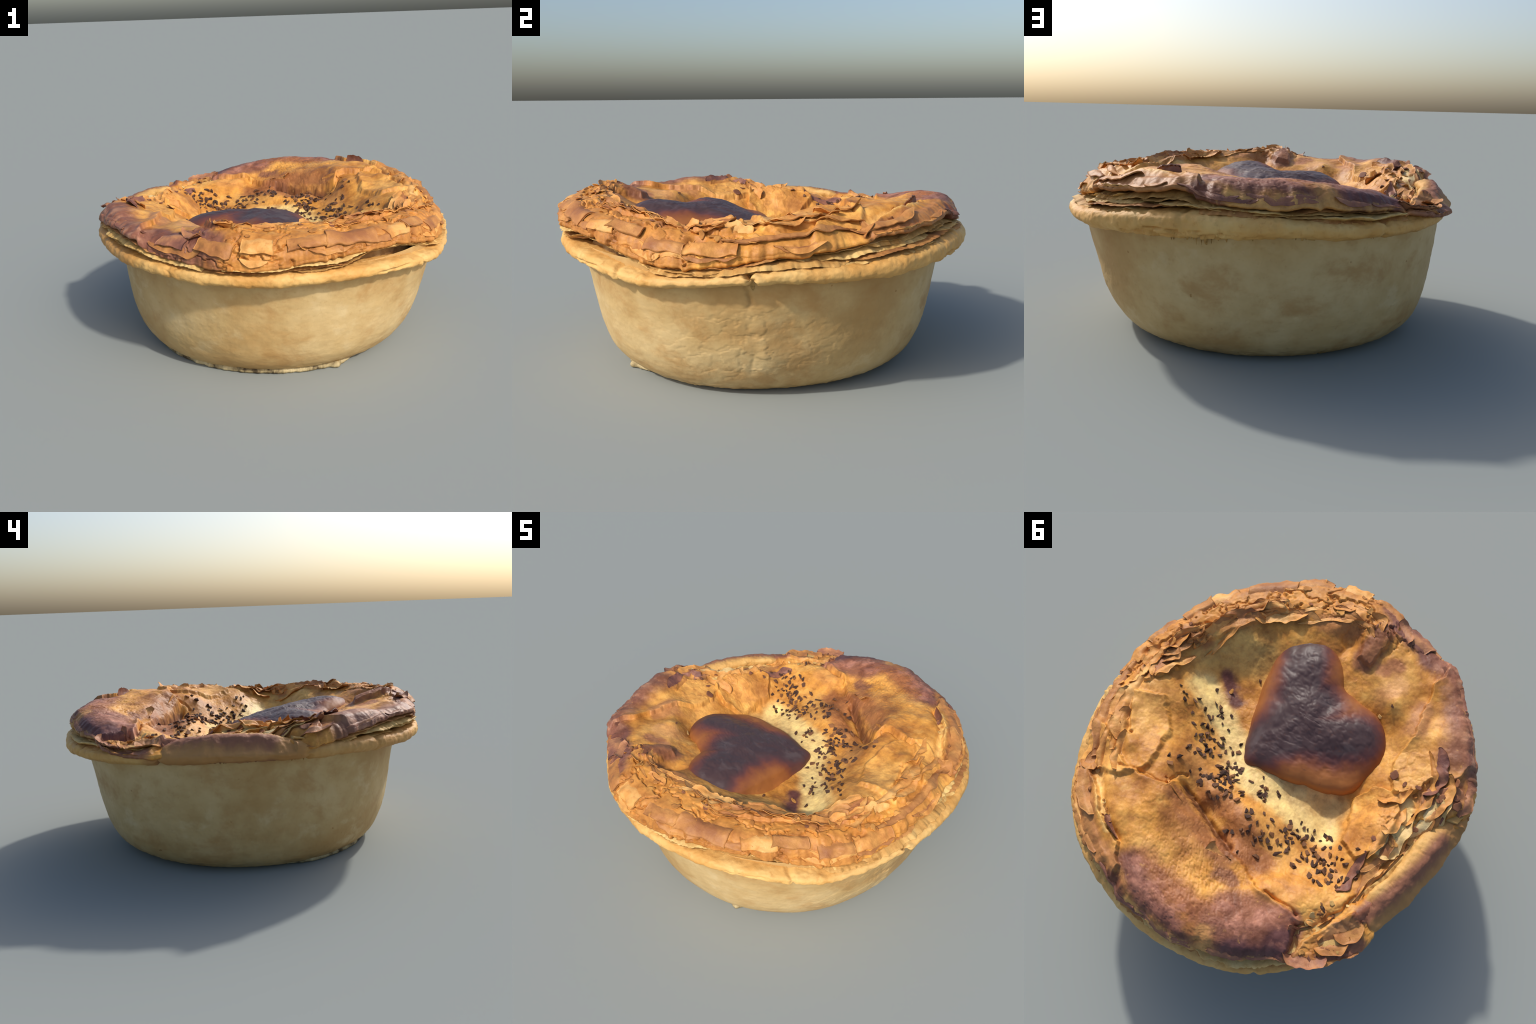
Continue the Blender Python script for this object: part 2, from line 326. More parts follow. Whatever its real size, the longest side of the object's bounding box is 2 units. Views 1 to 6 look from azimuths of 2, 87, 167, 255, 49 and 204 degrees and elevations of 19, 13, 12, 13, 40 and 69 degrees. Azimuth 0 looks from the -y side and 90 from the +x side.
def lid_material(name, reach):
    """golden crust; browned, scorched and pale places that lie within reach of this section"""
    N = Nodes(name)
    pos = N.flat(.055, 7); posf = N.flat(.02, 26)
    big = N.noise(3.2, 5, .6); fine = N.noise(15, 6, .65); spk = N.noise(60, 4, .7)
    col = N.ramp(big, [(.30, (.50, .20, .042)), (.46, GOLD), (.60, (.66, .325, .080)), (.74, LIGHT)])
    col = N.mix(N.rng(fine, .50, .72, 0, .65), col, BROWN)
    col = N.mix(N.rng(fine, .47, .30, 0, .55), col, LIGHT)
    def paint(path, inner, outer, c, amount=1.0, p=None, grain=None):
        nonlocal col
        if path_dist(reach[:, 0], reach[:, 1], path).min() > outer+.05: return
        d = N.stroke(p or pos, path)
        k = N.rng(d, inner, outer, amount, 0.0)
        if grain is not None: k = N.m('MULTIPLY', k, grain)
        col = N.mix(k, col, c)
    mott = N.rng(N.noise(12, 5, .65, None, .4), .42, .62)
    # browned flaky front and side of the crust
    paint([(-.30,-.93),(-.02,-.95),(.26,-.91)], .03, .12, (.47,.195,.048), .8)
    paint([(.45,-.80),(.66,-.64),(.84,-.36)], .03, .12, (.47,.195,.048), .8)
    paint([(.08,-.80),(.30,-.74),(.50,-.60),(.68,-.42)], .02, .10, (.60,.25,.050), .75)
    paint([(.88,.0),(.86,.22)], .03, .10, (.52,.23,.055), .7)
    paint([(-.08,-.86),(.28,-.84),(.55,-.70),(.78,-.44)], .01, .09, (.40,.155,.040), .65, None, mott)
    # pale hollow and pale valley floor
    paint([(.535,-.397),(.46,-.40),(.36,-.46),(.26,-.47)], .03, .13, DULL, .9)
    paint([(.493,-.231),(.365,-.138),(.229,-.029),(.145,.094)], .035, .10, CREAM, .92)
    paint([(.068,.140),(-.048,.151),(-.211,.215),(-.345,.219)], .035, .10, CREAM, .92)
    paint([(-.056,.073),(-.30,.10)], .045, .11, (.78,.55,.22), .85)
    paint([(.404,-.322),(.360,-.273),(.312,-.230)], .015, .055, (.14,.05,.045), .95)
    # seeded mound and browned roll
    paint([(.227,.298),(.091,.327),(-.053,.407)], .03, .085, (.39,.150,.048), .92)
    paint([(.062,.451),(-.068,.498),(-.137,.480)], .03, .075, (.36,.135,.046), .92)
    paint([(.374,.131),(.264,.252)], .03, .07, (.56,.26,.075), .7)
    paint([(-.232,.578),(-.316,.567)], .02, .06, (.62,.28,.08), .7)
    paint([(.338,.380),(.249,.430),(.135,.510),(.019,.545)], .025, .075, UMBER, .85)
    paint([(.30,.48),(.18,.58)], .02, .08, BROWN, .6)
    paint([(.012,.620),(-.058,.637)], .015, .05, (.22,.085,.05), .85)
    paint([(.341,.699),(.225,.752),(.106,.788),(.010,.808)], .02, .10, REDBROWN, .85)
    paint([(.40,.735),(.286,.825),(.147,.898),(.036,.95)], .015, .090, PURPLE, .95)
    paint([(-.098,.861),(-.212,.830),(-.332,.755)], .055, .145, (.215,.082,.054), .95)
    paint([(-.074,.733),(-.209,.707),(-.334,.701)], .02, .095, (.27,.102,.060), .9)
    paint([(-.35,.78),(-.30,.88),(-.16,.92)], .03, .075, (.12,.05,.05), .85)
    paint([(-.10,.80),(-.26,.77),(-.34,.72)], .05, .10, (.46,.20,.13), .75, None, mott)
    paint([(.34,.74),(.20,.82),(.09,.85)], .03, .08, (.42,.18,.12), .7, None, mott)
    paint([(-.041,.875),(-.048,.93)], .015, .050, (.54,.27,.085), .7)
    paint([(.44,.855),(.20,.945),(0,.968),(-.20,.945),(-.33,.885)], .006, .032, (.54,.29,.095), .85, posf)
    paint([(.335,.315),(.275,.345),(.205,.388),(.12,.448),(.03,.50)], .004, .022, (.17,.065,.030), .8, posf)  # crease shadow in the gully, painted as a thin dark line
    # outer strip
    paint([(.795,.447),(.711,.599),(.604,.706),(.489,.772)], .045, .085, (.40,.170,.058), .9)
    paint([(.71,.41),(.62,.545),(.53,.64)], .008, .03, (.78,.48,.16), .9, posf)
    paint([(.431,.832),(.361,.878)], .02, .05, (.16,.05,.035), .9)
    # browned knobs
    paint([(.729,-.156),(.690,-.277)], .025, .065, (.36,.14,.055), .9)
    paint([(.656,-.400),(.586,-.430)], .03, .07, (.36,.14,.045), .85)
    paint([(.498,-.530),(.327,-.668)], .03, .08, (.44,.18,.05), .8)
    paint([(-.209,-.616),(-.253,-.742)], .035, .085, (.25,.095,.048), .92)
    paint([(.055,-.711),(-.114,-.748)], .02, .07, (.40,.16,.055), .75)
    paint([(-.30,-.825),(-.424,-.775),(-.50,-.72)], .03, .08, (.17,.07,.062), .92)
    paint([(-.24,-.90),(-.45,-.85),(-.62,-.72)], .03, .08, (.20,.08,.06), .85)
    paint([(-.560,-.743),(-.69,-.64),(-.727,-.515)], .035, .14, (.235,.092,.058), .92)
    paint([(-.765,-.463),(-.80,-.30)], .04, .15, (.245,.098,.060), .92)
    paint([(-.84,-.40),(-.89,-.22)], .03, .08, (.13,.055,.05), .8)
    paint([(-.60,-.70),(-.74,-.52),(-.80,-.30)], .05, .11, (.44,.22,.13), .65, None, mott)
    paint([(-.303,-.582),(-.367,-.625)], .02, .06, (.44,.17,.085), .75)
    paint([(-.366,-.486),(-.405,-.525)], .03, .08, (.56,.27,.10), .75)
    paint([(-.544,-.354),(-.564,-.449)], .03, .07, (.46,.20,.075), .85)
    paint([(-.754,-.042),(-.813,-.114)], .04, .09, (.34,.14,.075), .85)
    paint([(-.478,.169),(-.567,.071)], .04, .09, (.60,.27,.07), .6)
    paint([(-.635,.0),(-.669,.067)], .015, .04, CREAM, .9, posf)
    paint([(-.605,.246),(-.648,.125)], .015, .035, CREAM, .9, posf)
    paint([(-.643,.335),(-.736,.139)], .015, .05, (.70,.45,.16), .8)
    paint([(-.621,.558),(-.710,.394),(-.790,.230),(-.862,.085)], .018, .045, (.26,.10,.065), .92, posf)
    paint([(-.442,.86),(-.551,.83),(-.66,.68)], .025, .075, (.25,.10,.065), .9)
    paint([(-.531,.693),(-.595,.607)], .02, .06, (.42,.20,.09), .8)
    # fine scorched specks and pale scuffs
    col = N.mix(N.rng(spk, .66, .76, 0, .55), col, (.20, .075, .03))
    col = N.mix(N.rng(N.noise(34, 3, .6), .64, .74, 0, .35), col, LIGHT)
    # uneven bake: soft darker and lighter mottling over everything
    col = N.mix(.8, col, N.ramp(N.noise(6.5, 6, .62, None, .3), [(.32, (.62, .55, .50)), (.5, (1, 1, 1)), (.66, (1.22, 1.25, 1.20))]), 'MULTIPLY')
    col = N.mix(.7, col, N.ramp(N.noise(24, 5, .65), [(.34, (.70, .62, .58)), (.5, (1, 1, 1)), (.66, (1.18, 1.22, 1.18))]), 'MULTIPLY')
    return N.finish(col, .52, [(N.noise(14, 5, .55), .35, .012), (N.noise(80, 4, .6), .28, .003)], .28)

def heart_material():
    N = Nodes('burnt_heart_glaze')
    pos = N.flat(.045, 6)
    d = N.stroke(pos, [(.070,-.545),(.0,-.24),(.085,-.050)])
    d = N.m('MINIMUM', d, N.stroke(pos, [(.06,-.06),(-.06,-.17),(-.20,-.16),(-.33,-.225)]))
    d = N.m('MINIMUM', d, N.stroke(pos, [(-.03,-.26),(-.09,-.31)]))
    d = N.m('SUBTRACT', d, N.m('MULTIPLY', N.m('SUBTRACT', N.noise(14, 5, .6), .44), .07))
    col = N.ramp(N.m('MULTIPLY', d, 5.0), [(.30, (.068, .039, .039)), (.47, (.112, .044, .040)), (.61, (.20, .062, .032)), (.77, (.29, .100, .030)), (.97, (.40, .148, .038))])
    sheen_grey = N.noise(9, 4, .6, None, .6)
    col = N.mix(N.m('MULTIPLY', N.rng(sheen_grey, .50, .68, 0, .6), N.rng(d, .03, .10, 1, 0)), col, (.130, .098, .094))  # grey gloss of the dark glaze, mixed into its base colour
    col = N.mix(N.rng(N.noise(40, 4, .6), .58, .72, 0, .35), col, (.13, .05, .032))
    return N.finish(col, N.rng(d, .04, .17, .46, .58), [(N.noise(6, 3, .5), .20, .012), (N.noise(60, 4, .6), .10, .002)], .30)

def case_material():
    N = Nodes('pale_baked_case')
    st = N.vm('MULTIPLY', N.obj, (1, 1, 1.3))
    big = N.noise(1.9, 3, .5, st); mid = N.noise(4.2, 6, .62, st, .25); fine = N.noise(52, 4, .65)
    col = N.ramp(big, [(.36, (.480, .298, .112)), (.50, (.555, .382, .165)), (.64, (.625, .462, .228))])
    col = N.mix(N.rng(mid, .46, .70, 0, .7), col, (.43, .235, .075))
    col = N.mix(N.rng(mid, .44, .30, 0, .6), col, (.65, .50, .27))
    col = N.mix(N.rng(fine, .56, .74, 0, .3), col, (.42, .25, .09))
    col = N.mix(.55, col, N.ramp(N.noise(11, 6, .65), [(.32, (.80, .74, .66)), (.5, (.93, .91, .88)), (.68, (1.02, 1.03, 1.06))]), 'MULTIPLY')
    col = N.mix(N.rng(N.noise(23, 2, .4), .76, .80, 0, .7), col, (.30, .15, .04))
    return N.finish(col, .62, [(N.noise(9, 5, .6), .30, .010), (N.noise(60, 4, .6), .25, .003)], .3)

def rim_material():
    N = Nodes('golden_rolled_rim')
    pos = N.flat(.05, 9)
    big = N.noise(5, 5, .6); fine = N.noise(26, 4, .65)
    col = N.ramp(big, [(.32, (.58, .295, .075)), (.5, (.66, .375, .115)), (.68, (.72, .46, .165))])
    col = N.mix(N.rng(fine, .52, .72, 0, .5), col, (.48, .225, .055))
    d = N.stroke(pos, [(-.70,.60),(-.80,.44),(-.88,.22),(-.92,.05)])
    col = N.mix(N.rng(d, .06, .13, .88, 0), col, (.42, .205, .070))
    d = N.stroke(N.flat(.02, 22), [(-.63,.565),(-.715,.415),(-.795,.26),(-.85,.10)])
    col = N.mix(N.rng(d, .012, .060, .90, 0), col, (.25, .10, .062))
    d = N.stroke(pos, [(-.94,.0),(-.90,-.30),(-.70,-.64)])
    col = N.mix(N.rng(d, .04, .14, .55, 0), col, (.42, .20, .06))
    d = N.stroke(pos, [(.90,-.40),(.93,-.18),(.92,-.08)])
    col = N.mix(N.rng(d, .03, .10, .55, 0), col, (.72, .48, .19))
    return N.finish(col, .6, [(N.noise(20, 5, .6), .45, .010), (N.noise(70, 4, .6), .3, .003)], .3)

def layer_material(name, a, b, c):
    N = Nodes(name)
    n = N.noise(9, 5, .65); f = N.noise(38, 4, .65)
    col = N.ramp(n, [(.32, a), (.5, b), (.68, c)])
    col = N.mix(N.rng(f, .55, .72, 0, .5), col, a)
    return N.finish(col, .65, [(N.noise(45, 5, .6), .5, .006)], .25)

def flake_material(name, a, b):
    N = Nodes(name)
    oi = N.t.nodes.new('ShaderNodeObjectInfo')
    n = N.noise(16, 4, .6)
    col = N.ramp(N.m('ADD', N.m('MULTIPLY', oi.outputs['Random'], .7), N.m('MULTIPLY', n, .5)), [(.25, a), (.95, b)])
    return N.finish(col, .58, [(N.noise(40, 4, .6), .5, .005)], .3)

def sheet_material(name, a, b, c):
    N = Nodes(name)
    col = N.ramp(N.noise(7, 5, .62), [(.34, a), (.5, b), (.66, c)])
    col = N.mix(N.rng(N.noise(30, 5, .65), .52, .72, 0, .5), col, a)
    return N.finish(col, .55, [(N.noise(22, 5, .6), .45, .010), (N.noise(80, 4, .6), .35, .004)], .34)

def seed_material():
    N = Nodes('toasted_seed')
    oi = N.t.nodes.new('ShaderNodeObjectInfo')
    col = N.ramp(oi.outputs['Random'], [(.0, (.050, .027, .019)), (.5, (.090, .045, .030)), (.85, (.17, .078, .038)), (1, (.32, .14, .05))])
    return N.finish(col, .6, [(N.noise(60, 3, .6), .4, .004)], .22)

# ------------------------------------------------------------------ parts
root = bpy.data.objects.new('meat_pie', None); bpy.context.scene.collection.objects.link(root)
root['label'] = 'round meat pie with flaky golden lid, burnt pastry heart and dark seeds'
root['category'] = 'meat pie'
CX, CY = .0, .0

def make_case():
    nt, nz = 900, 190
    t = np.array(CASE); zz = np.concatenate([np.linspace(0, .06, 34)[:-1], np.linspace(.06, .61, nz-33)])
    # monotone-ish smooth radius by averaging neighbouring interpolations
    rr = sum(np.interp(np.clip(zz+o, 0, .61), t[:, 0], t[:, 1]) for o in (-.012, -.006, 0, .006, .012))/5
    rr[0] = .640; rr[1:4] = np.interp(zz[1:4], t[:, 0], t[:, 1])
    th = np.linspace(-np.pi, np.pi, nt, endpoint=False); deg = np.degrees(th)
    Z, TH = np.meshgrid(zz, th, indexing='ij'); Rr = np.repeat(rr[:, None], nt, 1)
    # slight taper difference between the sides of the tin
    side = np.cos(TH-math.radians(10)); w = smooth(.0, .5, Z)
    Rr = Rr+.014*side*(w-.35)+around(WALL, 1, deg)[None]*smooth(-.05, .15, Z)-(smooth(112, 132, deg)+smooth(-118, -140, deg))[None]*.009*smooth(.42, .56, Z)+(np.exp(-((deg-5)/38)**2))[None]*(-.016*smooth(.26, .06, Z)+.010*smooth(.30, .46, Z))+(np.exp(-((deg-75)/40)**2))[None]*.016*smooth(.15, 0, Z)-(np.exp(-((deg+85)/35)**2))[None]*.010*smooth(.15, 0, Z)
    cos, sin = np.cos(TH), np.sin(TH)
    P = np.stack([CX+Rr*cos, CY+Rr*sin, Z], -1).reshape(-1, 3)
    q = P.copy(); f = .0040*fbm(q, .30, 2)+.0012*fbm(q*(1, 1, 1.4), .07, 3)+.0006*fbm(q, .02, 2)
    d = np.degrees(TH).ravel(); z = Z.ravel()
    # dry cracked patch and the seam on the +x side
    wob = 1.5*fbm(np.stack([0*z, 0*z, z], 1), .16, 2)+.9*fbm(np.stack([0*z, 0*z, z], 1), .03, 3)
    seam = np.exp(-((d+5.0-wob)/.55)**2)*smooth(.02, .08, z)*(.9*smooth(.40, .50, z)+.95*np.clip(.30+fbm(np.stack([0*z+3, 0*z, z], 1), .09, 2), 0, 1))
    f -= .010*seam
    f += .006*smooth(0, 4, d+5-wob)*smooth(14, 5, d+5-wob)*smooth(.05, .2, z)*smooth(.56, .3, z)
    patch = np.exp(-((d+6)/28)**2)*smooth(.05, .15, z)*smooth(.5, .36, z)
    uv = np.stack([d*.0145/.09, z/.075], 1)+.5*np.stack([fbm(q, .07, 3), fbm(q, .07, 3, off=5)], 1)
    b, rid = cells(uv, 3)
    f += patch*(-.0022*np.exp(-(b/.06)**2)+.0028*(rid-.5)*smooth(0, .15, b))
    # small nicks along the foot
    nick = np.zeros_like(f)
    for a, wd in ((-27, 1.0), (24, 1.2), (-62, 1.5), (128, 1.6), (-158, 1.5), (100, 1.2)):
        nick += np.exp(-((d-a)/wd)**2)*smooth(.06, .0, z)
    f += .012*nick*np.sin(d*2.0)+.0035*fbm(q, .03, 2, off=4)*smooth(.05, .0, z)
    P[:, 0] += f*cos.ravel(); P[:, 1] += f*sin.ravel()
    P[:, 2] = np.where(z < .05, np.maximum(0, P[:, 2]+.004*fbm(q, .05, 2, off=7)*smooth(0, .01, z)), P[:, 2])
    G = P.reshape(nz, nt, 3)
    # underside disc
    rings = []
    for k, s in enumerate((.985, .9, .6, .3, .02)):
        ring = G[0].copy(); ring[:, :2] *= s; ring[:, 2] = .001+.006*(k > 0); rings.append(ring)
    G = np.concatenate([np.stack(rings[::-1]), G])
    mesh_obj('pastry_case', G.reshape(-1, 3), grid_faces(len(G), nt), case_material(), root)

def make_foot_edge():
    """thin torn skirt of pastry where the case met the bottom of the tin"""
    nt = 520; th = np.radians(np.linspace(-178, -52, nt)); d = np.degrees(th)
    env = smooth(-178, -168, d)*smooth(-52, -60, d)
    q = np.stack([np.cos(th), np.sin(th), 0*th], 1)
    n1 = fbm(q, .05, 3); n2 = fbm(q, .018, 2, off=3)
    r1 = .655+env*(.026+.006*np.clip(n1, -1, 1)+.0015*n2)+.025*np.exp(-((d+63)/2.2)**2)
    zt = .012+env*(.014+.002*n2)
    prof = [(lambda: (np.full(nt, .62), .000*th)), (lambda: (r1, .0005+.004*(n2+1)*.5)), (lambda: (r1+.002, zt*.55)), (lambda: (r1-.006, zt)), (lambda: (r1-.03, zt*1.1+.006)), (lambda: (np.full(nt, .64), zt*.8))]
    G = []
    for f in prof:
        r, z = f(); G.append(np.stack([CX+r*np.cos(th), CY+r*np.sin(th), np.maximum(z, 0.0)], -1))
    G = np.stack(G)
    N = Nodes('torn_foot_pastry'); n = N.noise(11, 5, .6)
    col = N.ramp(n, [(.38, (.10, .07, .038)), (.46, (.36, .28, .145)), (.60, (.56, .45, .25))])
    mesh_obj('foot_edge', G.reshape(-1, 3), grid_faces(len(G), nt, False, True), N.finish(col, .7, [(N.noise(60, 3), .4, .004)], .2), root)

def make_rim():
    nt, nc = 1000, 72
    th = np.linspace(-np.pi, np.pi, nt, endpoint=False); deg = np.degrees(th)
    R = around(RIM, 1, deg); zb = around(RIM, 2, deg); zt = around(RIM, 3, deg)
    ph = np.linspace(0, 2*np.pi, nc, endpoint=False)
    PH, RR = np.meshgrid(ph, R, indexing='ij'); ZB = np.repeat(zb[None], nc, 0); ZT = np.repeat(zt[None], nc, 0); TH = np.repeat(th[None], nc, 0)
    rin = .80
    a = (RR-rin)/2; c = (RR+rin)/2; bz = (ZT-ZB)/2; cz = (ZT+ZB)/2
    e = .72
    cp, sp = np.cos(PH), np.sin(PH)
    rad = c+a*np.sign(cp)*np.abs(cp)**np.where(sp < 0, .95, .62); z = cz+bz*np.sign(sp)*np.abs(sp)**np.where(sp < 0, .95, e)
    # the underside rises outward a little, the top dips inward
    lean = (smooth(136, 146, deg)*smooth(186, 176, deg))[None]
    rad = rad-lean*(.052*smooth(.60, .70, z)-.008*np.exp(-((z-.63)/.012)**2))
    G = np.stack([rad*np.cos(TH), rad*np.sin(TH), z], -1)
    n = grid_normals(G, True); n = np.where((np.sum(n*np.stack([np.cos(TH), np.sin(TH), 0*TH], -1), -1, keepdims=True)*cp[..., None]) < 0, -n, n)
    q = G.reshape(-1, 3); d = np.degrees(TH).ravel(); zz = q[:, 2]
    f = .006*fbm(q, .09, 3)+.0025*fbm(q, .03, 3)+.001*fbm(q, .012, 2)
    # cracks across the roll
    for ang, dep, wd in ((-4.2, .030, .7), (-40, .012, .7), (-84, .004, .5), (-118, .006, .6), (60, .006, .8), (107, .012, .9), (138, .020, 1.2), (-176, .010, .8), (-152, .006, .6)):
        wob = 1.3*fbm(np.stack([0*zz+ang, zz, 0*zz], 1), .03, 2)
        f -= dep*np.exp(-((d-ang-wob)/wd)**2)
    # worm-eaten holes on the +y side
    hole = np.exp(-((d-62)/13)**2)*smooth(.60, .585, zz)*smooth(.53, .55, zz)
    f -= .024*hole*smooth(.0, .25, fbm(q*(1, 1, 2.4), .05, 2, off=2))
    for a, b, zc, dep in ((42, 50, .562, .03), (52, 59, .566, .03), (49, 56, .592, .022), (84, 99, .566, .028), (63, 66, .575, .02), (-60, -46, .568, .012)):
        wz = .003*fbm(q, .05, 2, off=a)
        f -= dep*smooth(a, a+2.5, d)*smooth(b, b-2.5, d)*np.exp(-((zz-zc-wz)/.0055)**2)
    P = q+n.reshape(-1, 3)*f[:, None]
    mesh_obj('crust_rim', P, grid_faces(nc, nt, True, True), rim_material(), root)

def make_filling():
    nt, nz = 360, 20
    th = np.linspace(-np.pi, np.pi, nt, endpoint=False); zz = np.linspace(.50, 1, nz)
    deg = np.degrees(th); zl = around(EDGE, 2, deg)
    zz = np.linspace(0, 1, nz)[:, None]*(zl[None]-.02-.50)+.50
    TH = np.repeat(th[None], nz, 0); q = np.stack([np.cos(TH), np.sin(TH), zz*2], -1).reshape(-1, 3)
    r = (.785+.018*fbm(q, .10, 3)).reshape(nz, nt)+.050*(smooth(-74, -62, deg)*smooth(-22, -34, deg))[None]
    G = np.stack([r*np.cos(TH), r*np.sin(TH), zz], -1)
    mesh_obj('filling', G.reshape(-1, 3), grid_faces(nz, nt), layer_material('dark_filling', (.16, .085, .035), (.28, .165, .07), (.44, .29, .13)), root)

def make_layers():
    """leaves of pastry that stick out between rim and lid, each broken into arcs with torn lips"""
    mats = [layer_material('pale_pastry_layer', (.46, .26, .075), (.62, .40, .14), (.74, .53, .22)),
            layer_material('tan_pastry_layer', (.40, .20, .055), (.55, .31, .095), (.66, .42, .15)),
            layer_material('browned_pastry_layer', (.26, .11, .040), (.40, .18, .055), (.52, .27, .085))]
    rs = np.random.RandomState(21); K = 5; na = 22
    cs = np.linspace(0, 2*np.pi, na, endpoint=False)
    for k in range(K):
        a0 = rs.uniform(-180, -150); end = a0+360
        while a0 < end-6:
            span = min(rs.uniform(24, 75), end-a0); a1 = a0+span+rs.uniform(-3, 5)
            nt = int(span*3.2)+8; deg = np.linspace(a0, a1, nt); th = np.radians(deg); wd = (deg+180) % 360-180
            Rr = around(RIM, 1, deg); zt = around(RIM, 3, deg); Re = around(EDGE, 1, deg); zl = around(EDGE, 2, deg)
            gap = smooth(-72, -58, wd)*smooth(-22, -36, wd); lean = smooth(134, 142, wd)*smooth(188, 178, np.where(wd < 0, wd+360, wd))
            f = (k+.35+rs.uniform(-.3, .3))/K; f = f+(1-f)*gap*.62
            q = np.stack([np.cos(th), np.sin(th), 0*th+k*.7+a0], 1)
            wav = fbm(q, .22, 3, off=k*3); rag = fbm(q, .05, 3, off=k*5); tooth = fbm(q, .016, 3, off=k*9)
            ends = smooth(0, 5, deg-a0)*smooth(0, 5, a1-deg)
            z = zt+(zl-zt)*f+.010*wav+.0012*rag+rs.uniform(-.006, .006)-.035*lean
            R = Rr+(Re-Rr)*f-.018+rs.uniform(-.022, .014)+.012*fbm(q, .30, 2, off=k*4)+.011*rag+.006*tooth-.012*gap-.10*lean-.05*(1-ends)
            thick = np.maximum(.0022, (.0050+rs.uniform(-.002, .0065)+.002*fbm(q, .12, 2, off=k+20))*(.4+.6*ends))
            droop = rs.uniform(-.022, .014)
            G = []
            for a in cs:
                ca, sa = math.cos(a), math.sin(a)
                r = (R+.74)/2+(R-.74)/2*math.copysign(abs(ca)**.35, ca)
                out = np.clip((r-R+.08)/.08, 0, 1)
                zz = z+thick*math.copysign(abs(sa)**.8, sa)*(1-.55*out**3)+droop*out**2
                zz = zz+.0022*fbm(np.stack([r*np.cos(th), r*np.sin(th), 0*th+k], 1), .05, 2)+.004*rag*out**3
                G.append(np.stack([r*np.cos(th), r*np.sin(th), zz], -1))
            G = np.stack(G); v = G.reshape(-1, 3); F = grid_faces(na, nt, False, True).tolist()
            F.append([i*nt for i in range(na)]); F.append([i*nt+nt-1 for i in range(na)][::-1])
            me = bpy.data.meshes.new('pastry_layer'); me.from_pydata(v.tolist(), [], F); me.polygons.foreach_set('use_smooth', [len(p) == 4 for p in F])
            me.materials.append(mats[rs.choice([0, 0, 0, 1, 1, 2]) if k < 4 else rs.choice([0, 1, 1, 2])])
            ob = bpy.data.objects.new('pastry_layer', me); bpy.context.scene.collection.objects.link(ob); ob.parent = root
            a0 += span+rs.choice([0, 0, 3, 8])

